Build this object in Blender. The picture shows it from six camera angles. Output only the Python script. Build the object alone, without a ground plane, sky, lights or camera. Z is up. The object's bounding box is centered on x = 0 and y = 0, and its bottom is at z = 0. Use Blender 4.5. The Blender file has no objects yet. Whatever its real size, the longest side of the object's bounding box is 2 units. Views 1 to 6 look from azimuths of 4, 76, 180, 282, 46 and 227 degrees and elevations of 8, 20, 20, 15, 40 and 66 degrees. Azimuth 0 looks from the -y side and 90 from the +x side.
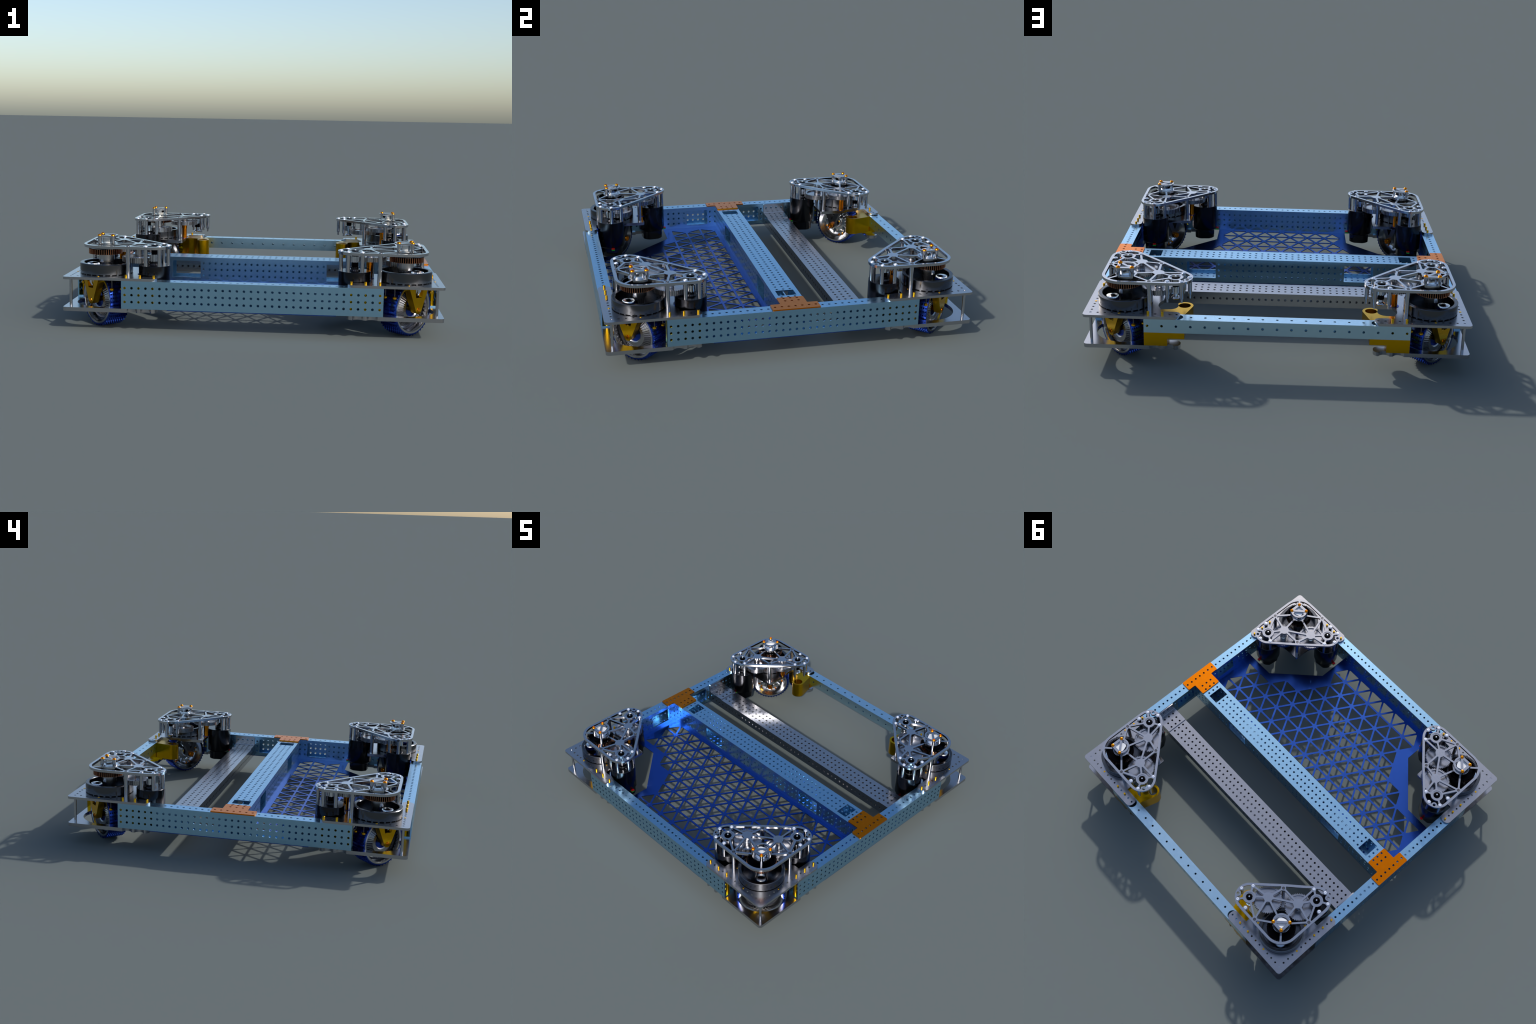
# Robot drive base: a square frame of perforated box tubes, a lattice belly pan and
# four steerable wheel modules.  All sizes are in inches (27 in = 2 m) and are scaled at the end.
import bpy, bmesh, math, random
import numpy as np
from mathutils import Matrix, Vector

U = 2.0 / 27.0
random.seed(7)
PI = math.pi
scene = bpy.context.scene

# ------------------------------------------------------------------ materials
def metal(name, col, rough=0.3, metallic=1.0, grain=0.02, scale=60.0, bump=0.0, spec=0.5):
    m = bpy.data.materials.new(name)
    m.use_nodes = True
    nt = m.node_tree
    b = nt.nodes["Principled BSDF"]
    tc = nt.nodes.new("ShaderNodeTexCoord")
    nz = nt.nodes.new("ShaderNodeTexNoise")
    nz.inputs["Scale"].default_value = scale
    nz.inputs["Detail"].default_value = 4.0
    nt.links.new(tc.outputs["Object"], nz.inputs["Vector"])
    ramp = nt.nodes.new("ShaderNodeValToRGB")
    lo = [max(0.0, c * (1 - grain)) for c in col]
    hi = [min(1.0, c * (1 + grain)) for c in col]
    ramp.color_ramp.elements[0].position = 0.3
    ramp.color_ramp.elements[1].position = 0.7
    ramp.color_ramp.elements[0].color = (*lo, 1)
    ramp.color_ramp.elements[1].color = (*hi, 1)
    nt.links.new(nz.outputs["Fac"], ramp.inputs["Fac"])
    nt.links.new(ramp.outputs["Color"], b.inputs["Base Color"])
    mr = nt.nodes.new("ShaderNodeMapRange")
    mr.inputs["To Min"].default_value = max(0.02, rough - 0.008)
    mr.inputs["To Max"].default_value = rough + 0.008
    nt.links.new(nz.outputs["Fac"], mr.inputs["Value"])
    nt.links.new(mr.outputs["Result"], b.inputs["Roughness"])
    b.inputs["Metallic"].default_value = metallic
    b.inputs["Specular IOR Level"].default_value = spec
    if bump > 0:
        bp = nt.nodes.new("ShaderNodeBump")
        bp.inputs["Strength"].default_value = bump
        bp.inputs["Distance"].default_value = 0.001
        nt.links.new(nz.outputs["Fac"], bp.inputs["Height"])
        nt.links.new(bp.outputs["Normal"], b.inputs["Normal"])
    return m

M_TUBE   = metal("light_blue_anodised", (0.32, 0.56, 0.76), 0.25)
M_PALE   = metal("pale_blue_anodised",  (0.51, 0.74, 0.88), 0.25)
M_PAN    = metal("deep_blue_sheet",     (0.036, 0.105, 0.43), 0.24)
M_COPPER = metal("orange_gusset",       (0.80, 0.20, 0.003), 0.27)
M_YELLOW = metal("yellow_bracket",      (0.64, 0.355, 0.004), 0.26)
M_BOLT   = metal("gold_bolt",           (0.95, 0.50, 0.02), 0.22)
M_ORANGE = metal("orange_hardware",     (0.90, 0.27, 0.01), 0.22)
M_PLATE  = metal("grey_plate",          (0.45, 0.45, 0.47), 0.22)
M_STEEL  = metal("polished_steel",      (0.50, 0.51, 0.54), 0.18)
M_BRIGHT = metal("mirror_steel",        (0.80, 0.82, 0.85), 0.12)
M_WHITETOP = metal("white_top",       (0.80, 0.82, 0.85), 0.30, 0.0)
M_GEAR   = metal("gear_grey",           (0.45, 0.45, 0.47), 0.22)
M_WGEAR  = metal("wheel_gear_grey",     (0.34, 0.34, 0.36), 0.26)
M_DARK   = metal("dark_ring",           (0.10, 0.105, 0.115), 0.22)
M_FORK   = metal("dark_fork",           (0.13, 0.13, 0.14), 0.28)
M_BLACK  = metal("black_coating",       (0.004, 0.004, 0.005), 0.30, 1.0)
M_MOTOR  = metal("motor_black",         (0.034, 0.035, 0.040), 0.22, 1.0)
M_TREAD  = metal("blue_tread",          (0.022, 0.06, 0.36), 0.28, 1.0)
M_BROWNG   = metal("brown_teeth",        (0.34, 0.165, 0.095), 0.26)
M_WHITE  = metal("pale_screw",          (0.74, 0.78, 0.88), 0.30, 0.5)
M_RED    = metal("red_light",           (0.75, 0.01, 0.01), 0.3, 0.0)
M_GREEN  = metal("green_light",         (0.02, 0.45, 0.02), 0.3, 0.0)

# ------------------------------------------------------------------ mesh helpers
def me_from_bm(bm, name, mat, smooth=True, angle=35):
    me = bpy.data.meshes.new(name)
    bmesh.ops.recalc_face_normals(bm, faces=bm.faces)
    bm.to_mesh(me)
    bm.free()
    finish(me, mat, smooth, angle)
    return me

def finish(me, mat, smooth=True, angle=35):
    me.materials.clear()
    me.materials.append(mat)
    if smooth:
        me.polygons.foreach_set("use_smooth", [True] * len(me.polygons))
        me.set_sharp_from_angle(angle=math.radians(angle))

def circ(x, y, r, n=14, a0=0.0):
    return [(x + r * math.cos(a0 + 2 * PI * i / n), y + r * math.sin(a0 + 2 * PI * i / n)) for i in range(n)]

def rect(x0, y0, x1, y1):
    return [(x0, y0), (x1, y0), (x1, y1), (x0, y1)]

def plate_bm(loops, z0, z1, M=None):
    """Flat plate: first loops and holes filled, extruded from z0 to z1."""
    cu = bpy.data.curves.new("tmp_curve", "CURVE")
    cu.dimensions = "2D"
    cu.fill_mode = "BOTH"
    cu.extrude = (z1 - z0) / 2
    for lp in loops:
        sp = cu.splines.new("POLY")
        sp.points.add(len(lp) - 1)
        co = []
        for x, y in lp:
            co += [x, y, 0, 1]
        sp.points.foreach_set("co", co)
        sp.use_cyclic_u = True
    ob = bpy.data.objects.new("tmp", cu)
    scene.collection.objects.link(ob)
    dg = bpy.context.evaluated_depsgraph_get()
    me = bpy.data.meshes.new_from_object(ob.evaluated_get(dg))
    bpy.data.objects.remove(ob)
    bpy.data.curves.remove(cu)
    bm = bmesh.new()
    bm.from_mesh(me)
    bpy.data.meshes.remove(me)
    bmesh.ops.remove_doubles(bm, verts=bm.verts, dist=1e-4)
    bmesh.ops.translate(bm, verts=bm.verts, vec=(0, 0, (z0 + z1) / 2))
    if M is not None:
        bm.transform(M)
    return bm

def join_bms(bms):
    out = bmesh.new()
    for b in bms:
        tmp = bpy.data.meshes.new("tmp")
        b.to_mesh(tmp)
        b.free()
        out.from_mesh(tmp)
        bpy.data.meshes.remove(tmp)
    return out

def lathe_bm(prof, n=48, M=None, closed=False):
    """Revolve (r,z) profile around z."""
    bm = bmesh.new()
    rings = []
    for r, z in prof:
        if r < 1e-6:
            rings.append([bm.verts.new((0, 0, z))])
        else:
            rings.append([bm.verts.new((r * math.cos(2 * PI * i / n), r * math.sin(2 * PI * i / n), z)) for i in range(n)])
    pairs = list(zip(rings[:-1], rings[1:]))
    if closed:
        pairs.append((rings[-1], rings[0]))
    for A, B in pairs:
        for i in range(n):
            j = (i + 1) % n
            if len(A) == 1 and len(B) == 1:
                continue
            if len(A) == 1:
                bm.faces.new((A[0], B[i], B[j]))
            elif len(B) == 1:
                bm.faces.new((A[i], B[0], A[j]))
            else:
                bm.faces.new((A[i], B[i], B[j], A[j]))
    if M is not None:
        bm.transform(M)
    return bm

def cyl_bm(r, z0, z1, n=20, x=0, y=0, ch=0.0):
    if ch > 0:
        prof = [(0, z0), (r - ch, z0), (r, z0 + ch), (r, z1 - ch), (r - ch, z1), (0, z1)]
    else:
        prof = [(0, z0), (r, z0), (r, z1), (0, z1)]
    return lathe_bm(prof, n, Matrix.Translation((x, y, 0)))

def box_bm(x0, x1, y0, y1, z0, z1, M=None):
    bm = bmesh.new()
    bmesh.ops.create_cube(bm, size=1.0)
    for v in bm.verts:
        v.co = Vector((x0 if v.co.x < 0 else x1, y0 if v.co.y < 0 else y1, z0 if v.co.z < 0 else z1))
    if M is not None:
        bm.transform(M)
    return bm

def gear_loop(ro, rr, n, cx=0, cy=0, ph=0.0):
    pts = []
    for i in range(n):
        a = ph + 2 * PI * i / n
        p = 2 * PI / n
        for f, r in ((-0.30, rr), (-0.16, ro), (0.16, ro), (0.30, rr)):
            pts.append((cx + r * math.cos(a + f * p), cy + r * math.sin(a + f * p)))
    return pts

# ---- planar shapes given as distance fields, turned into outlines -------------
class Field:
    def __init__(s, x0, y0, x1, y1, h):
        s.x0, s.y0, s.h = x0, y0, h
        s.X, s.Y = np.meshgrid(np.arange(x0, x1 + h, h), np.arange(y0, y1 + h, h))
    def circle(s, c, r):
        return np.hypot(s.X - c[0], s.Y - c[1]) - r
    def ring(s, c, ro, ri):
        d = np.hypot(s.X - c[0], s.Y - c[1])
        return np.maximum(d - ro, ri - d)
    def bar(s, a, b, w):
        ax, ay = a
        dx, dy = b[0] - ax, b[1] - ay
        t = np.clip(((s.X - ax) * dx + (s.Y - ay) * dy) / (dx * dx + dy * dy + 1e-12), 0, 1)
        return np.hypot(s.X - ax - t * dx, s.Y - ay - t * dy) - w
    def hull(s, circles, n=180):
        d = np.full_like(s.X, -1e9)
        for k in range(n):
            cx, cy = math.cos(2 * PI * k / n), math.sin(2 * PI * k / n)
            h = max(c[0] * cx + c[1] * cy + r for c, r in circles)
            d = np.maximum(d, s.X * cx + s.Y * cy - h)
        return d
    def box(s, x0, y0, x1, y1, r=0.0):
        qx = np.abs(s.X - (x0 + x1) / 2) - (x1 - x0) / 2 + r
        qy = np.abs(s.Y - (y0 + y1) / 2) - (y1 - y0) / 2 + r
        return np.hypot(np.maximum(qx, 0), np.maximum(qy, 0)) + np.minimum(np.maximum(qx, qy), 0) - r
    def loops(s, d, tol=0.006):
        return contour(d, s.x0, s.y0, s.h, tol)

def smin(a, b, k):
    h = np.clip(0.5 + 0.5 * (b - a) / k, 0, 1)
    return b * (1 - h) + a * h - k * h * (1 - h)

def contour(D, x0, y0, h, tol):
    ny, nx = D.shape
    D = np.where(np.abs(D) < 1e-7, 1e-7, D)
    S = D < 0
    code = S[:-1, :-1] * 1 + S[:-1, 1:] * 2 + S[1:, 1:] * 4 + S[1:, :-1] * 8
    nxt = {}
    def pt(e):
        k, j, i = e
        if k == 0:
            t = D[j, i] / (D[j, i] - D[j, i + 1]); return (x0 + (i + t) * h, y0 + j * h)
        t = D[j, i] / (D[j, i] - D[j + 1, i]); return (x0 + i * h, y0 + (j + t) * h)
    T = {1: [(3, 0)], 2: [(0, 1)], 3: [(3, 1)], 4: [(1, 2)], 5: [(3, 2), (1, 0)], 6: [(0, 2)], 7: [(3, 2)],
         8: [(2, 3)], 9: [(2, 0)], 10: [(0, 3), (2, 1)], 11: [(2, 1)], 12: [(1, 3)], 13: [(1, 0)], 14: [(0, 3)]}
    for j, i in zip(*np.nonzero((code > 0) & (code < 15))):
        j, i = int(j), int(i)
        E = ((0, j, i), (1, j, i + 1), (0, j + 1, i), (1, j, i))
        for a, b in T[int(code[j, i])]:
            nxt[E[a]] = E[b]
    out = []
    while nxt:
        st = next(iter(nxt))
        cur, lp = st, []
        while cur in nxt:
            lp.append(pt(cur))
            cur = nxt.pop(cur)
        if len(lp) > 8:
            k = len(lp) // 2
            lp = simplify(lp[:k + 1], tol)[:-1] + simplify(lp[k:] + lp[:1], tol)[:-1]
            if len(lp) > 3:
                out.append(lp)
    return out

def simplify(P, tol):
    P = np.array(P)
    keep = np.zeros(len(P), bool)
    keep[0] = keep[-1] = True
    st = [(0, len(P) - 1)]
    while st:
        a, b = st.pop()
        if b <= a + 1:
            continue
        v = P[b] - P[a]
        L = math.hypot(*v)
        w = P[a + 1:b] - P[a]
        d = np.abs(w[:, 0] * v[1] - w[:, 1] * v[0]) / L if L > 1e-9 else np.hypot(w[:, 0], w[:, 1])
        k = int(np.argmax(d))
        if d[k] > tol:
            k += a + 1
            keep[k] = True
            st += [(a, k), (k, b)]
    return [tuple(p) for p in P[keep]]

# ------------------------------------------------------------------ objects
ROOT = bpy.data.objects.new("robot_drive_base", None)
scene.collection.objects.link(ROOT)
ROOT["label"] = "square perforated blue tube frame with four steerable wheel modules"
ROOT["category"] = "robot chassis"

def add(name, me, parent=ROOT, loc=(0, 0, 0), rot=(0, 0, 0), stuff=False):
    ob = bpy.data.objects.new(name, me)
    scene.collection.objects.link(ob)
    ob.parent = parent
    ob.location = loc
    ob.rotation_euler = rot
    if stuff:
        ob["kind"] = "stuff"
    return ob

ZB, ZT = 1.72, 3.72            # bottom and top of the frame tubes
WALL = 0.10
HR = 0.095                     # hole radius

def frange(a, b, step):
    n = int(round((b - a) / step))
    return [a + i * step for i in range(n + 1)]

def wall(length, width, holes, windows=()):
    """2D loops of one tube wall, centred, length along x, width along y."""
    L, W = length / 2, width / 2
    loops = [rect(-L, -W, L, W)]
    for w in windows:
        loops.append(rect(*w))
    for x, y in holes:
        if abs(x) > L - 0.12 or abs(y) > W - 0.1:
            continue
        if any(w[0] - 0.13 < x < w[2] + 0.13 and w[1] - 0.13 < y < w[3] + 0.13 for w in windows):
            continue
        loops.append(circ(x, y, HR, 12))
    return loops

def tube_mesh(name, mat, length, width, height, top, side, side_win_p=(), side_win_n=(), top_win=(), extra_top=(), bottom=None):
    """Box tube along x, centred on y, from z=0 to height.  Each wall is a perforated sheet."""
    t = WALL
    parts = []
    tl = wall(length, width, top, top_win) + list(extra_top)
    parts.append(plate_bm(tl, height - t, height))
    parts.append(plate_bm(wall(length, width, bottom if bottom is not None else top), 0, t))
    h2 = height - 2 * t
    for sgn, win in ((1, side_win_p), (-1, side_win_n)):
        lp = wall(length, h2, side, win)
        M = Matrix.Translation((0, sgn * (width / 2 - t / 2), height / 2)) @ Matrix.Rotation(PI / 2, 4, "X")
        parts.append(plate_bm(lp, -t / 2, t / 2, M))
    return me_from_bm(join_bms(parts), name, mat, True, 30)

half = frange(-12, 12, 0.5)
one_row = [(x, 0.0) for x in half]
rows3 = [(x, y) for x in half for y in (-0.5, 0.0, 0.5)]
inch_row = [(x, 0.0) for x in frange(-9, 9, 1.0)]

# frame rails -----------------------------------------------------------------
LEN = 18.5
me_front = tube_mesh("frame_tube_mesh", M_TUBE, LEN, 1.0, 2.0, one_row, rows3)
add("frame_tube", me_front, loc=(0, -13.0, ZB))
WZ = 0.69
# side rails: the inward wall carries two rectangular windows beside the cross tube
# (the mesh runs along x; turned a quarter it runs along y)
me_right = tube_mesh("side_tube_mesh", M_TUBE, LEN, 1.0, 2.0, one_row, rows3,
                     side_win_p=[(-3.75, -WZ, -1.75, WZ), (1.25, -WZ, 3.25, WZ)])
add("frame_tube", me_right, loc=(13.0, 0, ZB), rot=(0, 0, PI / 2))
me_left = tube_mesh("side_tube_mesh", M_TUBE, LEN, 1.0, 2.0, one_row, rows3,
                    side_win_p=[(-3.25, -WZ, -1.25, WZ), (1.75, -WZ, 3.75, WZ)])
add("frame_tube", me_left, loc=(-13.0, 0, ZB), rot=(0, 0, -PI / 2))
# rear rail: slim square tube with inch-spaced holes and a round notch by each module
me_back = tube_mesh("rear_tube_mesh", M_PALE, LEN, 1.0, 1.0,
                    [p for p in inch_row if abs(abs(p[0]) - 7) > 0.2], inch_row,
                    extra_top=[circ(6.98, 0, 0.43, 24), circ(-6.98, 0, 0.43, 24)])
add("rear_tube", me_back, loc=(0, 13.0, ZB + 1.0))
# middle cross tube with windows
win = [(5.25, -WZ, 7.6, WZ), (-7.6, -WZ, -5.25, WZ)]
me_cross = tube_mesh("cross_tube_mesh", M_TUBE, 24.98, 2.0, 2.0, rows3, rows3, win, win,
                     top_win=[(9.75, -0.69, 10.75, 0.69), (-10.75, -0.69, -9.75, 0.69)], bottom=rows3)
add("cross_tube", me_cross, loc=(0, 0, ZB))
# low grey cross channel
me_chan = tube_mesh("cross_channel_mesh", M_PLATE, 24.9, 2.0, 1.0, rows3, one_row)
add("cross_channel", me_chan, loc=(0, 4.75, ZB))

# angle brackets joining channel to side rails
def bracket_mesh():
    t = 0.09
    h = [circ(x, y, HR, 12) for x in (-0.5, -1.0, -1.5) for y in (-0.5, 0, 0.5)]
    flat = plate_bm([rect(-1.75, -1.0, -t, 1.0)] + h, 0, t)
    v = [circ(x, 0.60, HR, 12) for x in (-0.75, -0.25, 0.25, 0.75)]
    up = [(-1, 0), (1, 0), (1, 0.85), (0.95, 0.92), (0.88, 0.95), (-0.88, 0.95), (-0.95, 0.92), (-1, 0.85)]
    M = Matrix.Translation((-t / 2, 0, 0)) @ Matrix.Rotation(PI / 2, 4, "Z") @ Matrix.Rotation(PI / 2, 4, "X")
    upr = plate_bm([up] + v, -t / 2, t / 2, M)
    rod = lathe_bm([(0, -1), (0.05, -1), (0.05, 1), (0, 1)], 10, Matrix.Translation((-t - 0.02, 0, t + 0.01)) @ Matrix.Rotation(PI / 2, 4, "X"))
    return me_from_bm(join_bms([flat, upr, rod]), "angle_bracket_mesh", M_PLATE)
me_br = bracket_mesh()
add("angle_bracket", me_br, loc=(12.495, 4.75, ZB + 1.004))
add("angle_bracket", me_br, loc=(-12.495, 4.75, ZB + 1.004), rot=(0, 0, PI))

# orange T gussets
def gusset_mesh():
    F = Field(-2.4, -2.0, 0.2, 2.0, 0.02)
    d = np.maximum(smin(F.box(-1.0, -1.76, 0.0, 1.76, 0.1), F.box(-2.18, -1.0, -0.3, 1.0, 0.1), 0.08), F.X - 0.0)
    lp = F.loops(d, 0.004)
    h = [circ(-0.5, y, HR, 12) for y in frange(-1.5, 1.5, 0.5)]
    h += [circ(x, y, HR, 12) for x in (-1.5, -2.0) for y in (-0.5, 0, 0.5)]
    return me_from_bm(plate_bm(lp + h, 0, 0.09), "gusset_plate_mesh", M_COPPER)
me_g = gusset_mesh()
add("gusset_plate", me_g, loc=(13.495, 0, ZT + 0.003))
add("gusset_plate", me_g, loc=(-13.495, 0, ZT + 0.003), rot=(0, 0, PI))

# belly pan with isogrid of triangular holes ------------------------------------
def pan_mesh():
    outer = [(-5.98, -13.48), (5.98, -13.48), (5.98, -9.74), (9.71, -6.0), (13.48, -6.0), (13.48, 6.7), (12.52, 6.7), (12.52, 1.0),
             (-12.52, 1.0), (-12.52, 6.7), (-13.48, 6.7), (-13.48, -6.0), (-9.71, -6.0), (-5.98, -9.74)]
    loops = [outer]
    P, H = 1.6, 1.6 * math.sqrt(3) / 2
    y0 = -4.0
    ok = lambda x, y: abs(x) <= 12.1 and -12.45 <= y <= -1.2 and (abs(x) - y <= 15.0 or abs(x) <= 5.65 or y >= -5.45)
    inset, rc = 0.085, 0.065
    for j in range(-7, 4):
        ya, yb = y0 + j * H, y0 + (j + 1) * H
        for i in range(-12, 13):
            oa = 0.0 if j % 2 == 0 else 0.8
            ob = 0.8 - oa
            up = [(i * P + oa, ya), (i * P + oa + P, ya), (i * P + oa + P / 2, yb)]
            dn = [(i * P + ob, yb), (i * P + ob + P / 2, ya), (i * P + ob + P, yb)]
            for tri in (up, dn):
                if not all(ok(*p) for p in tri):
                    continue
                cx = sum(p[0] for p in tri) / 3
                cy = sum(p[1] for p in tri) / 3
                ap = P / (2 * math.sqrt(3))
                f = (ap - inset - rc) / ap
                lp = []
                for k in range(3):
                    vx, vy = cx + (tri[k][0] - cx) * f, cy + (tri[k][1] - cy) * f
                    a = math.atan2(tri[k][1] - cy, tri[k][0] - cx)
                    for q in (-PI / 3, -PI / 6, 0, PI / 6, PI / 3):
                        lp.append((vx + rc * math.cos(a + q), vy + rc * math.sin(a + q)))
                loops.append(lp)
    return me_from_bm(plate_bm(loops, 0, 0.06), "belly_pan_mesh", M_PAN)
add("belly_pan", pan_mesh(), loc=(0, 0, ZB - 0.064))

# ------------------------------------------------------------------ wheel module
# module frame: origin at the frame corner, local x = -a, y = b, where a and b are the
# distances in from the two sides of the corner (front-right corner orientation).
def P(a, b):
    return (-a, b)
SA = 2.62                      # steering axis distance from both sides
S = P(SA, SA)
MA, MB = P(6.25, 2.235), P(2.235, 6.25)      # the two motor axes
Z_TP0, Z_TP1 = 5.845, 6.04     # lattice plate
Z_MP = 3.91                    # top of mounting plate
GA, GB = P(5.15, 3.35), P(3.0, 4.95)         # intermediate gears

def mirror(p):                 # swap a and b
    return (-p[1], -p[0])

def motor_pt(M, ang, r):
    """Point on a bolt circle round motor A (angle measured in the a,b plane); mirrored for motor B."""
    a, b = 6.25 + r * math.cos(math.radians(ang)), 2.235 + r * math.sin(math.radians(ang))
    return P(a, b) if M is MA else P(b, a)

def lattice_mesh():
    F = Field(-7.8, 0.7, -0.7, 7.8, 0.024)
    out = F.hull([(S, 1.62), (MA, 1.225), (MB, 1.225)])
    body = np.maximum(out, -(out + 0.21))
    C = P(2.69, 2.69)
    stA, stB, stC = P(4.49, 1.285), P(1.285, 4.49), P(4.89, 4.89)
    hexA, hexB = P(5.17, 3.42), P(3.07, 4.92)
    tip = P(SA - 1.5 / math.sqrt(2), SA - 1.5 / math.sqrt(2))
    w = 0.078
    bars = [(C, tip), (C, stA), (C, stB), (C, hexA), (C, hexB), (stA, hexA), (stB, hexB), (hexA, hexB),
            (hexA, stC), (hexB, stC), (hexA, MA), (hexB, MB), (MA, stA), (MB, stB),
            (hexA, motor_pt(MA, 60, 1.0)), (hexB, motor_pt(MB, 60, 1.0)),
            (MA, motor_pt(MA, 60, 1.05)), (MB, motor_pt(MB, 60, 1.05)), (MA, motor_pt(MA, -60, 1.05)), (MB, motor_pt(MB, -60, 1.05))]
    d = body
    for a, b in bars:
        d = smin(d, F.bar(a, b, w), 0.07)
    for h in (hexA, hexB):
        d = smin(d, F.circle(h, 0.42), 0.08)
    for m in (MA, MB):
        d = smin(d, F.circle(m, 0.55), 0.07)
        for ang in (0, 60, -60, -120, -30):
            d = smin(d, F.circle(motor_pt(m, ang, 1.0), 0.25 if ang == -30 else 0.19), 0.06)
    for s in (stA, stB, stC):
        d = smin(d, F.circle(s, 0.22), 0.06)
    d = smin(d, F.circle(C, 0.76), 0.06)
    d = np.maximum(d, -F.circle(C, 0.60))
    for m in (MA, MB):
        d = np.maximum(d, -F.circle(m, 0.41))
        d = np.maximum(d, -F.circle(motor_pt(m, -30, 1.0), 0.13))
    d = np.maximum(d, out)
    return me_from_bm(plate_bm(F.loops(d, 0.005), Z_TP0, Z_TP1), "lattice_plate_mesh", M_STEEL)

def mount_field(F, lower):
    """L-shaped plate: two arms with rounded ends, a square inner corner (upper plate only), motor bites."""
    arms = np.minimum(F.box(-6.75, 0.0, 2.0, 0.98, 0.42), F.box(-0.98, -2.0, 0.0, 6.75, 0.42))
    core = F.box(-5.28, -1.0, 1.0, 5.28, 0.16)
    if lower:
        d = smin(arms, np.maximum(core, F.circle(S, 2.62)), 0.3)
        d = np.maximum(d, np.minimum(-F.X, F.Y) - 1.25)
    else:
        d = np.minimum(arms, core)
    d = np.maximum(d, F.box(-9.0, 0.0, 0.0, 9.0, 0.27))
    for m in (MA, MB):
        d = np.maximum(d, -F.circle(m, 1.235))
    if lower:
        d = np.maximum(d, -F.circle(S, 2.14))
        for a in (5.0, 6.0):
            for c in (P(a, -0.12), P(-0.12, a)):
                d = -smin(-d, F.circle(c, 0.40), 0.03)
    else:
        d = np.maximum(d, -F.circle(S, 1.80))
    return d

def mount_mesh(lower):
    F = Field(-7.0, -0.3, 0.3, 7.0, 0.03)
    lp = F.loops(mount_field(F, lower), 0.006)
    if not lower:
        hs = [0.5 * k for k in range(1, 14)]
        for a in hs:
            lp.append(circ(-a, 0.5, 0.085, 10))
            if a > 0.6:
                lp.append(circ(-0.5, a, 0.085, 10))
        step = np.minimum(F.box(-4.2, 0.62, -0.62, 4.2, 0.15), F.box(-5.26, 1.02, -1.02, 5.26, 0.15))
        for m in (MA, MB):
            step = np.maximum(step, -F.circle(m, 1.24))
        step = np.maximum(step, -F.circle(S, 1.80))
        under = plate_bm(F.loops(step, 0.006), ZT - 0.065, ZT + 0.0015)
        return me_from_bm(join_bms([plate_bm(lp, ZT + 0.002, Z_MP), under]), "mounting_plate_mesh", M_PLATE)
    return me_from_bm(plate_bm(lp, 1.435, ZB - 0.002), "lower_plate_mesh", M_PLATE)

def at(p, z=0.0):
    return Matrix.Translation((p[0], p[1], z))

def ring_mesh():
    prof = [(1.78, 3.70), (1.87, 3.70), (1.87, 3.97), (1.925, 3.975), (1.925, 4.66), (1.88, 4.70), (1.66, 4.70), (1.62, 4.66), (1.62, 4.02), (1.60, 3.70)]
    return me_from_bm(lathe_bm(prof, 72, at(S), closed=True), "bearing_ring_mesh", M_DARK)

def ring_gap_mesh():  # black dashes modelled for the shadow line under the bearing ring
    bms = []
    n = 24
    for i in range(n):
        a = 2 * PI * i / n
        bms.append(box_bm(1.86, 1.895, -0.17, 0.17, 3.915, 3.965, at(S) @ Matrix.Rotation(a, 4, "Z")))
    return me_from_bm(join_bms(bms), "bearing_gap_shadow_mesh", M_BLACK, False)

def ring_floor_mesh():
    return me_from_bm(lathe_bm([(0, 4.02), (1.63, 4.02), (1.63, 3.98), (0, 3.98)], 48, at(S)), "bearing_floor_mesh", M_DARK)

GC = P(2.56, 2.56)
def steer_gear_mesh():
    lp = [gear_loop(1.22, 1.12, 48, *GC), circ(GC[0], GC[1], 1.08, 48)]
    return me_from_bm(plate_bm(lp, 5.33, 5.70), "steering_gear_mesh", M_BROWNG, True, 25)

def steer_cap_mesh():
    return me_from_bm(join_bms([plate_bm([gear_loop(1.222, 1.122, 48, *GC), circ(GC[0], GC[1], 1.04, 48)], 5.702, 5.735), lathe_bm([(0, 5.40), (0.5, 5.40), (0.52, 5.44), (0.58, 5.44), (0.60, 5.40), (1.0, 5.40), (1.04, 5.701), (1.135, 5.701), (1.135, 5.34), (0, 5.34)], 60, at(GC))]), "steering_disc_mesh", M_BLACK)

def hub_mesh():
    prof = [(0, 4.02), (0.40, 4.02), (0.40, 4.66), (0.50, 4.66), (0.58, 4.72), (0.58, 5.24), (0.5, 5.30), (0, 5.30)]
    teeth = plate_bm([gear_loop(0.46, 0.40, 20, *S)], 4.03, 4.63)
    return me_from_bm(join_bms([lathe_bm(prof, 36, at(S)), teeth]), "steering_hub_mesh", M_GEAR)

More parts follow.
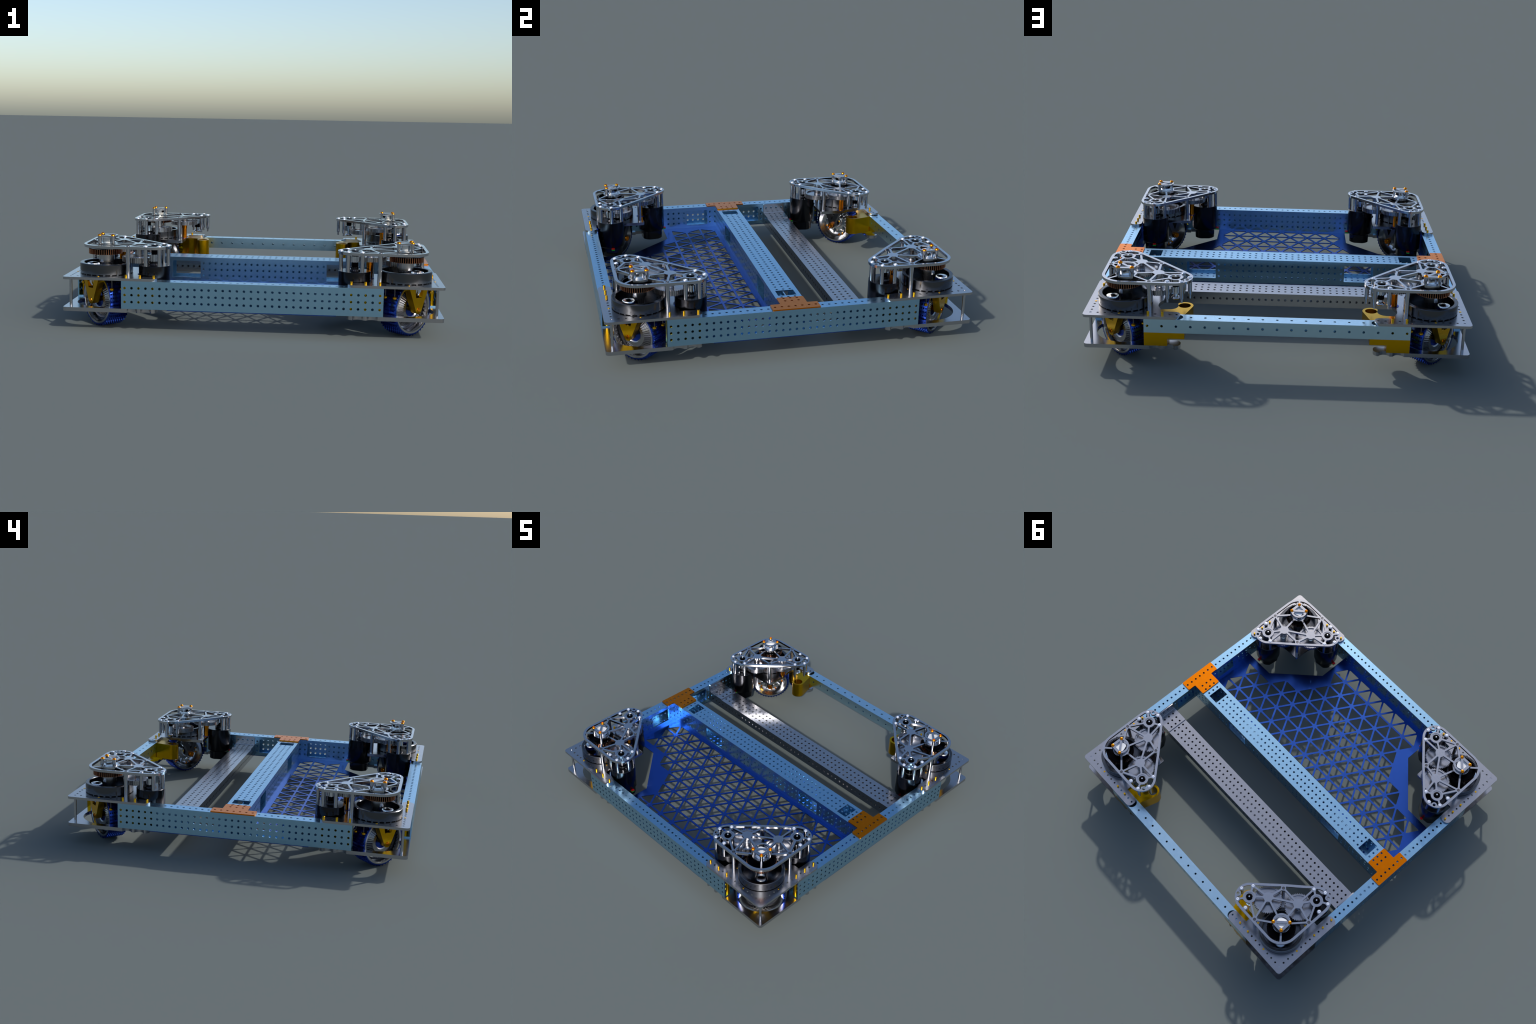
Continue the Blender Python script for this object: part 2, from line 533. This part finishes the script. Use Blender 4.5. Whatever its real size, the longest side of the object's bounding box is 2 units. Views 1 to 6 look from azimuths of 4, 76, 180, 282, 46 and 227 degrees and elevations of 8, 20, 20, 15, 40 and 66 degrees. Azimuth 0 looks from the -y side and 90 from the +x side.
def bevel_small_mesh():
    c = P(1.82, 1.82)
    n = 22
    bm = bmesh.new()
    def ring(r, z, tooth):
        vs = []
        for i in range(n * 4):
            k = i % 4
            rr = r * (1.0 if k in (1, 2) else 1 - tooth)
            a = 2 * PI * i / (n * 4)
            vs.append(bm.verts.new((rr * math.cos(a), rr * math.sin(a), z)))
        return vs
    R = [ring(0.46, 4.30, 0.10), ring(0.47, 4.60, 0.10), ring(0.42, 4.70, 0.16), ring(0.22, 4.76, 0.0), ring(0.10, 4.78, 0.0)]
    for A, B in zip(R[:-1], R[1:]):
        for i in range(len(A)):
            j = (i + 1) % len(A)
            bm.faces.new((A[i], A[j], B[j], B[i]))
    bm.faces.new(R[-1])
    bm.faces.new(R[0][::-1])
    bm.transform(at(c))
    me = me_from_bm(bm, "bevel_pinion_mesh", M_BRIGHT, True, 30)
    me.materials.append(M_TREAD)
    for p in me.polygons:
        if p.center.z < 4.62:
            p.material_index = 1
    return me

def spur_mesh(c, R, n, z0, z1, name):
    rim = plate_bm([gear_loop(R, R - 0.09, n, *c), circ(c[0], c[1], R - 0.20, 40)], z0, z1)
    web = lathe_bm([(0.0, z0 + 0.08), (R - 0.20, z0 + 0.08), (R - 0.20, z1 - 0.10), (0.34, z1 - 0.10), (0.30, z1 - 0.04), (0.30, Z_TP0 + 0.0), (0.16, Z_TP0 + 0.0), (0.0, Z_TP0 + 0.0)], 40, at(c))
    return me_from_bm(join_bms([rim, web]), name, M_GEAR, True, 28)

def pinion_mesh(c, z0, z1, R=0.37, n=14):
    return me_from_bm(plate_bm([gear_loop(R, R - 0.09, n, *c)], z0, z1), "motor_pinion_mesh", M_BRIGHT, True, 25)

def shaft_hub_mesh(M, low):
    """Black hub seen in the lattice plate, the shaft and its black collar."""
    bms = [lathe_bm([(0, 5.60), (0.26, 5.60), (0.27, 6.02), (0.24, 6.09), (0.12, 6.10), (0, 6.10)], 24, at(M))]
    z0, z1 = (5.38, 5.62) if low else (4.86, 5.23)
    bms.append(cyl_bm(0.25, z0, z1, 22, *M))
    return me_from_bm(join_bms(bms), "shaft_hub_mesh", M_BLACK)

def bearing_mesh(M):
    return me_from_bm(lathe_bm([(0.41, Z_TP0 + 0.01), (0.41, Z_TP1 - 0.05), (0.31, Z_TP1 - 0.05), (0.31, Z_TP0 + 0.01)], 28, at(M), closed=True), "shaft_bearing_mesh", M_STEEL)

def shaft_tip_mesh(M):
    prof = [(0, 4.42), (0.30, 4.42), (0.34, 4.50), (0.26, 4.60), (0.16, 4.64), (0.16, 5.60), (0.08, 5.61), (0.08, 6.10), (0.065, 6.13), (0, 6.14)]
    return me_from_bm(lathe_bm(prof, 22, at(M)), "motor_shaft_mesh", M_BRIGHT)

def motor_mesh(M):
    n = 56
    bm = bmesh.new()
    out = math.atan2(M[1] - S[1], M[0] - S[0])
    def ring(r, z, flat):
        vs = []
        for i in range(n):
            a = 2 * PI * i / n
            rr = r
            if flat:          # lower housing: rounded block with flats
                m = (a - out + PI / 4) % (PI / 2) - PI / 4
                rr = min(r * 1.04, r * 0.93 / math.cos(m))
            vs.append(bm.verts.new((rr * math.cos(a), rr * math.sin(a), z)))
        return vs
    R = [ring(0.86, 1.50, True), ring(0.93, 1.56, True), ring(0.95, 2.28, True), ring(1.10, 2.36, False), ring(1.15, 2.44, False),
         ring(1.15, 4.05, False), ring(1.15, 4.58, False), ring(1.12, 4.61, False), ring(0.45, 4.61, False), ring(0.40, 4.72, False), ring(0.28, 4.72, False), ring(0.28, 4.88, False)]
    for A, B in zip(R[:-1], R[1:]):
        for i in range(n):
            j = (i + 1) % n
            bm.faces.new((A[i], A[j], B[j], B[i]))
    bm.faces.new(R[-1])
    bm.faces.new(R[0][::-1])
    bm.transform(at(M))
    return me_from_bm(bm, "motor_mesh", M_MOTOR, True, 40)

def motor_lamp_mesh(M, mat, dz):
    d = Vector((0, 1, 0)) if M is MB else Vector((-1, 0, 0))
    a = math.atan2(d.y, d.x)
    return me_from_bm(box_bm(0.90, 1.30, -0.13, 0.13, 2.26 + dz, 2.34 + dz, at(M) @ Matrix.Rotation(a, 4, "Z")), "motor_lamp_mesh", mat, False)

ANG = (0, 60, -60, -120)
def standoff_mesh(short):
    if short:      # hangs free over the missing motor, ends in a thin pin
        prof = [(0, 4.47), (0.085, 4.47), (0.085, 4.72), (0.14, 4.74), (0.15, 4.78), (0.15, Z_TP0), (0, Z_TP0)]
    else:
        prof = [(0, 4.605), (0.15, 4.605), (0.15, Z_TP0), (0, Z_TP0)]
    return me_from_bm(lathe_bm(prof, 18), "standoff_mesh", M_STEEL)

def screw_mesh():
    prof = [(0, Z_TP1 + 0.02), (0.05, Z_TP1 + 0.02), (0.06, Z_TP1 + 0.035), (0.065, Z_TP1 + 0.055), (0.12, Z_TP1 + 0.05), (0.135, Z_TP1 + 0.02), (0.135, Z_TP1 - 0.01), (0, Z_TP1 - 0.01)]
    return me_from_bm(lathe_bm(prof, 16), "plate_screw_mesh", M_WHITE)

def dark_screw_mesh():
    prof = [(0, Z_TP1 + 0.005), (0.07, Z_TP1 + 0.005), (0.08, Z_TP1 + 0.02), (0.13, Z_TP1 + 0.02), (0.14, Z_TP1 - 0.01), (0, Z_TP1 - 0.01)]
    return me_from_bm(lathe_bm(prof, 14), "countersunk_screw_mesh", M_FORK)

def pillar_mesh():
    prof = [(0, Z_MP - 0.005), (0.165, Z_MP - 0.005), (0.165, Z_TP0), (0, Z_TP0)]
    return me_from_bm(lathe_bm(prof, 20), "pillar_mesh", M_STEEL)

def gear_post_mesh():
    prof = [(0, Z_MP - 0.005), (0.22, Z_MP - 0.005), (0.22, 4.75), (0.25, 4.95), (0.25, 5.27), (0, 5.27)]
    return me_from_bm(lathe_bm(prof, 20, at(P(5.15, 3.25))), "gear_post_mesh", M_ORANGE)

def post_flange_mesh():
    return me_from_bm(cyl_bm(0.36, Z_MP - 0.004, Z_MP + 0.02, 24, *P(5.15, 3.25)), "post_flange_mesh", M_TREAD)

def corner_post_mesh():
    return me_from_bm(cyl_bm(0.105, ZB - 0.05, Z_MP - 0.03, 16, *P(0.5, 0.5)), "corner_post_mesh", M_STEEL)

# encoder and cap --------------------------------------------------------------
CS = [P(3.18, 2.2), P(2.2, 3.18), P(2.2, 2.2)]
def cap_mesh():
    F = Field(-3.8, 1.6, -1.6, 3.8, 0.02)
    C = P(2.69, 2.69)
    full = F.circle(C, 0.76)
    half_ = np.maximum(full, -((-F.X - 2.69) + (F.Y - 2.69)) / math.sqrt(2))     # inner half is round
    tri = F.hull([(c, 0.13) for c in CS])
    out = np.minimum(half_, tri)
    inner_half = np.maximum(F.circle(C, 0.60), -((-F.X - 2.69) + (F.Y - 2.69)) / math.sqrt(2) + 0.10)
    inner_tri = F.hull([(c, 0.0) for c in CS]) + 0.10
    d = np.maximum(out, -np.minimum(inner_half, inner_tri))
    for c in CS:
        d = np.minimum(d, F.circle(c, 0.15))
    return me_from_bm(plate_bm(F.loops(d, 0.004), 6.555, 6.655), "encoder_cap_mesh", M_STEEL)

def cap_post_mesh():
    return me_from_bm(cyl_bm(0.135, Z_TP1 - 0.01, 6.557, 16), "cap_post_mesh", M_STEEL)

def cap_screw_mesh():
    prof = [(0, 6.72), (0.06, 6.72), (0.06, 6.765), (0.10, 6.755), (0.145, 6.71), (0.16, 6.65), (0, 6.65)]
    return me_from_bm(lathe_bm(prof, 18), "cap_screw_mesh", M_ORANGE)

def encoder_mesh():
    M = at(P(2.69, 2.69)) @ Matrix.Rotation(math.radians(20), 4, "Z")
    b = box_bm(-0.41, 0.41, -0.41, 0.41, 6.0, 6.50, M)
    bmesh.ops.bevel(b, geom=[e for e in b.edges if abs(e.verts[0].co.z - e.verts[1].co.z) > 0.1], offset=0.24, segments=4, affect="EDGES", profile=0.5)
    low = lathe_bm([(0, 5.74), (0.46, 5.74), (0.46, 6.02), (0.58, 6.05), (0.58, 6.12), (0, 6.12)], 32, at(P(2.69, 2.69)))
    me = me_from_bm(join_bms([b, low]), "encoder_mesh", M_BRIGHT)
    me.materials.append(M_WHITETOP)
    for p in me.polygons:
        if p.center.z > 6.49:
            p.material_index = 1
    return me

def encoder_port_mesh():
    M = at(P(2.69, 2.69)) @ Matrix.Rotation(math.radians(135), 4, "Z")
    return me_from_bm(box_bm(0.40, 0.50, -0.12, 0.12, 6.28, 6.45, M), "encoder_port_mesh", M_BLACK, False)

# bolts ------------------------------------------------------------------------
def bolt_mesh():
    return me_from_bm(cyl_bm(0.092, ZT - 0.1, 4.10, 14, ch=0.015), "mounting_bolt_mesh", M_BOLT)
def spacer_mesh(z0):
    return me_from_bm(cyl_bm(0.22, z0, ZT - WALL - 0.003, 18), "tube_spacer_mesh", M_YELLOW)
def flush_bolt_mesh():
    bms = [cyl_bm(0.088, 3.75, Z_MP + 0.02, 12)]
    return me_from_bm(join_bms(bms), "flush_bolt_mesh", M_BOLT)

def hanging_screw_mesh():
    prof = [(0, 2.86), (0.09, 2.86), (0.15, 2.92), (0.15, 3.02), (0.07, 3.08), (0.045, 3.10), (0.045, ZT + 0.01), (0, ZT + 0.01)]
    me = me_from_bm(lathe_bm(prof, 14), "hanging_screw_mesh", M_BOLT)
    me.materials.append(M_FORK)
    for p in me.polygons:
        if p.center.z > 3.09:
            p.material_index = 1
    return me

# wheel: axis along local x (outward = +x) --------------------------------------
WW = 0.80                      # half width
RX = Matrix.Rotation(PI / 2, 4, "Y")      # lathe z -> x
def wheel_tread_mesh():
    prof = [(1.80, -WW), (1.88, -WW), (1.90, -WW + 0.03), (1.90, WW - 0.03), (1.88, WW), (1.80, WW)]
    bms = [lathe_bm(prof, 96, RX, closed=True)]
    return me_from_bm(join_bms(bms), "tread_band_mesh", M_TREAD)

def wheel_nub_mesh():
    bm = bmesh.new()
    n, rows = 42, 9
    for j in range(rows):
        x = -WW + 0.08 + (2 * WW - 0.16) * j / (rows - 1)
        for i in range(n):
            a = 2 * PI * i / n
            vs = []
            for r, w, l in ((1.88, 0.058, 0.075), (2.0, 0.040, 0.012)):
                for sx, st in ((-1, -1), (1, -1), (1, 1), (-1, 1)):
                    t = st * l
                    y, z = r * math.cos(a) - t * math.sin(a), r * math.sin(a) + t * math.cos(a)
                    vs.append(bm.verts.new((x + sx * w, y, z)))
            for f in ((4, 5, 6, 7), (0, 1, 5, 4), (1, 2, 6, 5), (2, 3, 7, 6), (3, 0, 4, 7)):
                bm.faces.new([vs[k] for k in f])
    return me_from_bm(bm, "tread_nub_mesh", M_TREAD, False)

def wheel_rim_mesh():
    # outer lip, dished disc with round pockets on the inner side
    prof = [(1.80, WW), (1.67, WW), (1.64, WW - 0.05), (1.60, 0.10), (1.50, 0.02), (0.50, 0.02), (0.50, -0.10), (1.05, -0.12), (1.35, -0.26), (1.56, -0.60),
            (1.68, -WW), (1.80, -WW)]
    return me_from_bm(lathe_bm(prof, 72, RX, closed=True), "wheel_rim_mesh", M_STEEL)

def wheel_spoke_mesh():
    """Shallow hub flange with five round lobes on the inner side of the disc."""
    bms = [lathe_bm([(0.26, -0.62), (0.40, -0.62), (0.50, -0.50), (0.56, -0.26), (0.80, -0.20), (0.84, -0.08), (0.26, -0.08)], 40, RX, closed=True)]
    for i in range(5):
        a = 2 * PI * (i + 0.25) / 5
        M = Matrix.Rotation(a, 4, "X")
        bms.append(lathe_bm([(0, -0.24), (0.20, -0.24), (0.28, -0.20), (0.32, -0.06), (0, -0.06)], 20, M @ Matrix.Translation((0, 0, 1.02)) @ RX))
        bms.append(box_bm(-0.22, -0.08, -0.09, 0.09, 0.5, 1.30, Matrix.Rotation(a + PI / 5, 4, "X")))
    return me_from_bm(join_bms(bms), "wheel_hub_flange_mesh", M_BRIGHT)

def wheel_gear_mesh():
    bm = bmesh.new()
    n = 46
    def ring(r, x, ph):
        vs = []
        for i in range(n * 4):
            k = i % 4
            a = 2 * PI * i / (n * 4)
            xx = x + (0.13 if k in (1, 2) else 0.0) * ph
            vs.append(bm.verts.new((xx, r * math.cos(a), r * math.sin(a))))
        return vs
    R = [ring(1.40, 0.02, 0), ring(1.40, 0.36, 1), ring(0.98, 0.62, 1), ring(0.95, 0.66, 0), ring(0.66, 0.66, 0), ring(0.58, 0.60, 0), ring(0.58, 0.02, 0)]
    for A, B in zip(R[:-1], R[1:]):
        for i in range(len(A)):
            j = (i + 1) % len(A)
            bm.faces.new((A[i], A[j], B[j], B[i]))
    return me_from_bm(bm, "wheel_bevel_gear_mesh", M_WGEAR, True, 25)

def wheel_hub_mesh():
    return me_from_bm(lathe_bm([(0, 0.40), (0.575, 0.40), (0.575, 0.03), (0, 0.03)], 32, RX), "wheel_hub_mesh", M_TREAD)

def axle_mesh():
    bms = [lathe_bm([(0, 1.0), (0.20, 1.0), (0.20, 0.2), (0, 0.2)], 20, RX),
           lathe_bm([(0, -0.70), (0.24, -0.70), (0.24, -1.50), (0, -1.50)], 20, RX),
           lathe_bm([(0, -1.70), (0.10, -1.70), (0.10, -1.72), (0.20, -1.72), (0.25, -1.66), (0.25, -1.47), (0, -1.47)], 24, RX),
           lathe_bm([(0, 1.42), (0.13, 1.42), (0.15, 1.38), (0.15, 1.0), (0, 1.0)], 18, RX)]
    return me_from_bm(join_bms(bms), "axle_mesh", M_ORANGE)

def rim_bolt_mesh():
    bms = []
    for i in range(5):
        for da in (-0.16, 0.16):
            a = 2 * PI * (i + 0.5) / 5 + da
            y, z = 1.28 * math.cos(a), 1.28 * math.sin(a)
            bms.append(lathe_bm([(0, -0.33), (0.07, -0.33), (0.08, -0.12), (0, -0.12)], 10, Matrix.Translation((0, y, z)) @ RX))
    return me_from_bm(join_bms(bms), "rim_bolt_mesh", M_ORANGE)

# forks stand in the wheel frame: x outward, y tangential, z up, origin at wheel centre (z=1.98)
ZW = 2.0
ZV = Matrix.Rotation(PI / 2, 4, "Z") @ Matrix.Rotation(PI / 2, 4, "X")   # plate x->y, y->z, z->x
def outer_fork_mesh():
    F = Field(-1.5, -0.6, 1.5, 1.9, 0.022)
    h = F.hull([((0, 0.0), 0.31), ((-0.95, 1.62), 0.10), ((0.95, 1.62), 0.10)])
    wnd = F.hull([((-0.28, 0.92), 0.05), ((0.28, 0.92), 0.05), ((0.46, 1.70), 0.05), ((-0.46, 1.70), 0.05)])
    d = np.maximum(h, -wnd)
    d = np.maximum(d, F.Y - 1.66)
    return me_from_bm(plate_bm(F.loops(d, 0.006), 0.84, 1.38, ZV), "outer_fork_mesh", M_YELLOW)

def inner_fork_mesh():
    F = Field(-1.5, -0.6, 1.5, 1.9, 0.022)
    d = np.minimum(F.bar((0, 0.0), (-0.74, 1.7), 0.20), F.bar((0, 0.0), (0.74, 1.7), 0.20))
    d = smin(d, F.circle((0, 0), 0.33), 0.1)
    d = np.maximum(d, F.Y - 1.66)
    return me_from_bm(plate_bm(F.loops(d, 0.006), -1.40, -0.86, ZV), "inner_fork_mesh", M_FORK)

def fork_crown_mesh():
    lp = [(1.75, 1.60), (1.75, 1.98), (1.3, 1.98), (1.15, 1.78), (1.15, 1.60)]
    return me_from_bm(lathe_bm([(r, z - 0.0) for r, z in lp], 48, closed=True), "fork_crown_mesh", M_FORK)

def drive_pinion_mesh():
    prof = [(0, 0.95), (0.22, 0.95), (0.42, 1.30), (0.42, 1.60), (0.2, 1.60), (0.2, 1.98), (0, 1.98)]
    bms = [lathe_bm(prof, 36, Matrix.Translation((0.98, 0, 0)))]
    bm = join_bms(bms)
    for v in bm.verts:                       # alternate facets pulled in: bevel teeth
        dx, dy = v.co.x - 0.98, v.co.y
        if math.hypot(dx, dy) > 0.205 and int(round(math.atan2(dy, dx) / (2 * PI / 36))) % 2:
            v.co.x, v.co.y = 0.98 + dx * 0.8, dy * 0.8
    return me_from_bm(bm, "drive_pinion_mesh", M_BRIGHT, True, 20)

MESH = dict(
    lattice=lattice_mesh(), mount=mount_mesh(False), lower=mount_mesh(True), ring=ring_mesh(), gap=ring_gap_mesh(), floor=ring_floor_mesh(),
    sgear=steer_gear_mesh(), scap=steer_cap_mesh(), hub=hub_mesh(), bev=bevel_small_mesh(),
    ga=spur_mesh(GA, 1.25, 50, 5.24, 5.56, "spur_gear_mesh"), gb=spur_mesh(GB, 1.22, 48, 4.72, 5.10, "spur_gear_mesh"),
    pa=pinion_mesh(MA, 5.23, 5.66), pb=pinion_mesh(MB, 4.87, 5.38),
    ha=shaft_hub_mesh(MA, False), hb=shaft_hub_mesh(MB, True), ba=bearing_mesh(MA), bb=bearing_mesh(MB),
    ta=shaft_tip_mesh(MA), tb=shaft_tip_mesh(MB),
    ma=motor_mesh(MA), mb=motor_mesh(MB),
    so=standoff_mesh(False), sp=standoff_mesh(True), scr=screw_mesh(), dscr=dark_screw_mesh(), pil=pillar_mesh(), post=gear_post_mesh(), flange=post_flange_mesh(),
    cpost=corner_post_mesh(), cap=cap_mesh(), capp=cap_post_mesh(), caps=cap_screw_mesh(), enc=encoder_mesh(), port=encoder_port_mesh(),
    bolt=bolt_mesh(), spl=spacer_mesh(ZB + WALL + 0.003), sps=spacer_mesh(ZB + 1 + WALL + 0.003), fb=flush_bolt_mesh(), hs=hanging_screw_mesh(),
    tread=wheel_tread_mesh(), nub=wheel_nub_mesh(), rim=wheel_rim_mesh(), spoke=wheel_spoke_mesh(), wgear=wheel_gear_mesh(), whub=wheel_hub_mesh(),
    axle=axle_mesh(), rbolt=rim_bolt_mesh(), ofork=outer_fork_mesh(), ifork=inner_fork_mesh(), crown=fork_crown_mesh(), dpin=drive_pinion_mesh(),
)
LAMP = {(k, m.name): motor_lamp_mesh(MA if k == "A" else MB, m, dz) for k in "AB" for m, dz in ((M_RED, 0.05), (M_GREEN, -0.06))}

def build_module(corner, rz, missing):
    mod = bpy.data.objects.new("swerve_module", None)
    scene.collection.objects.link(mod)
    mod.parent = ROOT
    mod.location = corner
    mod.rotation_euler = (0, 0, rz)
    A = lambda name, key, loc=(0, 0, 0), rot=(0, 0, 0), stuff=False: add(name, MESH[key], mod, loc, rot, stuff)
    A("lattice_plate", "lattice"); A("mounting_plate", "mount"); A("lower_plate", "lower")
    A("bearing_ring", "ring"); A("bearing_gap_shadow", "gap", stuff=True); A("bearing_floor", "floor")
    A("steering_gear", "sgear"); A("steering_disc", "scap"); A("steering_hub", "hub"); A("bevel_pinion", "bev")
    A("spur_gear", "ga"); A("spur_gear", "gb"); A("motor_pinion", "pa"); A("motor_pinion", "pb")
    A("shaft_hub", "ha"); A("shaft_hub", "hb"); A("shaft_bearing", "ba"); A("shaft_bearing", "bb")
    A("motor_shaft", "ta"); A("motor_shaft", "tb")
    A("gear_post", "post"); A("post_flange", "flange"); A("corner_post", "cpost")
    A("encoder_cap", "cap"); A("encoder", "enc"); A("encoder_port", "port")
    for c in CS:
        A("cap_post", "capp", (*c, 0)); A("cap_screw", "caps", (*c, 0))
    for k, Mo in (("A", MA), ("B", MB)):
        if k != missing:
            A("motor", "ma" if k == "A" else "mb")
            add("motor_lamp", LAMP[(k, M_RED.name)], mod); add("motor_lamp", LAMP[(k, M_GREEN.name)], mod)
        for ang in ANG:
            p = motor_pt(Mo, ang, 1.0)
            A("standoff", "sp" if k == missing else "so", (*p, 0)); A("plate_screw", "scr", (*p, 0))
    for p in (P(4.49, 1.285), P(1.285, 4.49), P(4.89, 4.89)):
        A("pillar", "pil", (*p, 0)); A("countersunk_screw", "dscr", (*p, 0))
    for a in (4.5, 5.5, 6.5):
        for k, p in (("A", P(a, 0.5)), ("B", P(0.5, a))):
            rear = k == missing
            if not (rear and a == 6.5):
                A("mounting_bolt", "bolt", (*p, 0))
                A("tube_spacer", "sps" if rear else "spl", (*p, 0))
    for p in (P(2.5, 0.5), P(0.5, 2.5), P(4.5, 1.66), P(1.66, 4.5)):
        A("flush_bolt", "fb", (*p, 0))
    for p in (P(3.45, 0.66), P(0.66, 3.45), P(4.07, 1.05), P(1.05, 4.07)):
        A("hanging_screw", "hs", (*p, 0))
    L, Rz = (S[0], S[1], ZW), (0, 0, -PI / 4)
    OUTW = 0.07 / math.sqrt(2)      # the wheel sits slightly outboard of the steering axis
    LW = (S[0] + OUTW, S[1] - OUTW, ZW)
    for name, key in (("tread_band", "tread"), ("wheel_rim", "rim"), ("wheel_hub_flange", "spoke"), ("wheel_bevel_gear", "wgear"), ("wheel_hub", "whub"),
                      ("axle", "axle"), ("outer_fork", "ofork"), ("inner_fork", "ifork"), ("fork_crown", "crown"), ("drive_pinion", "dpin")):
        A(name, key, LW if key in ("tread", "rim", "spoke", "wgear", "whub") else L, Rz)
    A("tread_nub", "nub", LW, Rz, True); A("rim_bolt", "rbolt", LW, Rz, True)

build_module((13.5, -13.5, 0), 0.0, None)
build_module((13.5, 13.5, 0), PI / 2, "B")
build_module((-13.5, 13.5, 0), PI, "A")
build_module((-13.5, -13.5, 0), -PI / 2, None)

# yellow rear brackets: a collar on an arm that clips under the rear rail (drawn for +x side)
def rear_bracket_mesh(sx):
    F = Field(5.6, 9.8, 9.6, 13.8, 0.025)
    arm = F.hull([((6.67, 10.88), 0.62), ((6.80, 12.46), 0.30), ((7.6, 12.46), 0.05)])
    web = F.hull([((6.9, 11.6), 0.3), ((7.0, 12.46), 0.25), ((9.2, 12.46), 0.04), ((9.2, 12.1), 0.04), ((7.4, 11.5), 0.1)])
    d = smin(arm, web, 0.1)
    d = -smin(-d, F.circle((7.72, 11.02), 0.62), 0.25)
    d = np.maximum(d, F.Y - 12.497)
    d = np.maximum(d, -F.circle((6.67, 10.88), 0.43))
    lp = F.loops(d, 0.005)
    fx = lambda L: [[(sx * x, y) for x, y in l] for l in L]
    a = plate_bm(fx(lp), 2.25, 3.715)
    foot = plate_bm(fx([[(6.43, 12.497), (9.25, 12.497), (9.25, 13.495), (6.43, 13.495)]]), 2.28, 2.717)
    low = plate_bm(fx([[(7.63, 12.2), (9.25, 12.2), (9.25, 13.495), (7.63, 13.495)]]), 1.722, 2.279)
    return me_from_bm(join_bms([a, foot, low]), "rear_bracket_mesh", M_YELLOW)
add("rear_bracket", rear_bracket_mesh(1))
add("rear_bracket", rear_bracket_mesh(-1))

# ------------------------------------------------------------------ inches to metres
for me in list(bpy.data.meshes):
    if me.users == 0:
        bpy.data.meshes.remove(me)
    else:
        me.transform(Matrix.Scale(U, 4))
for ob in scene.collection.objects:
    ob.location = ob.location * U
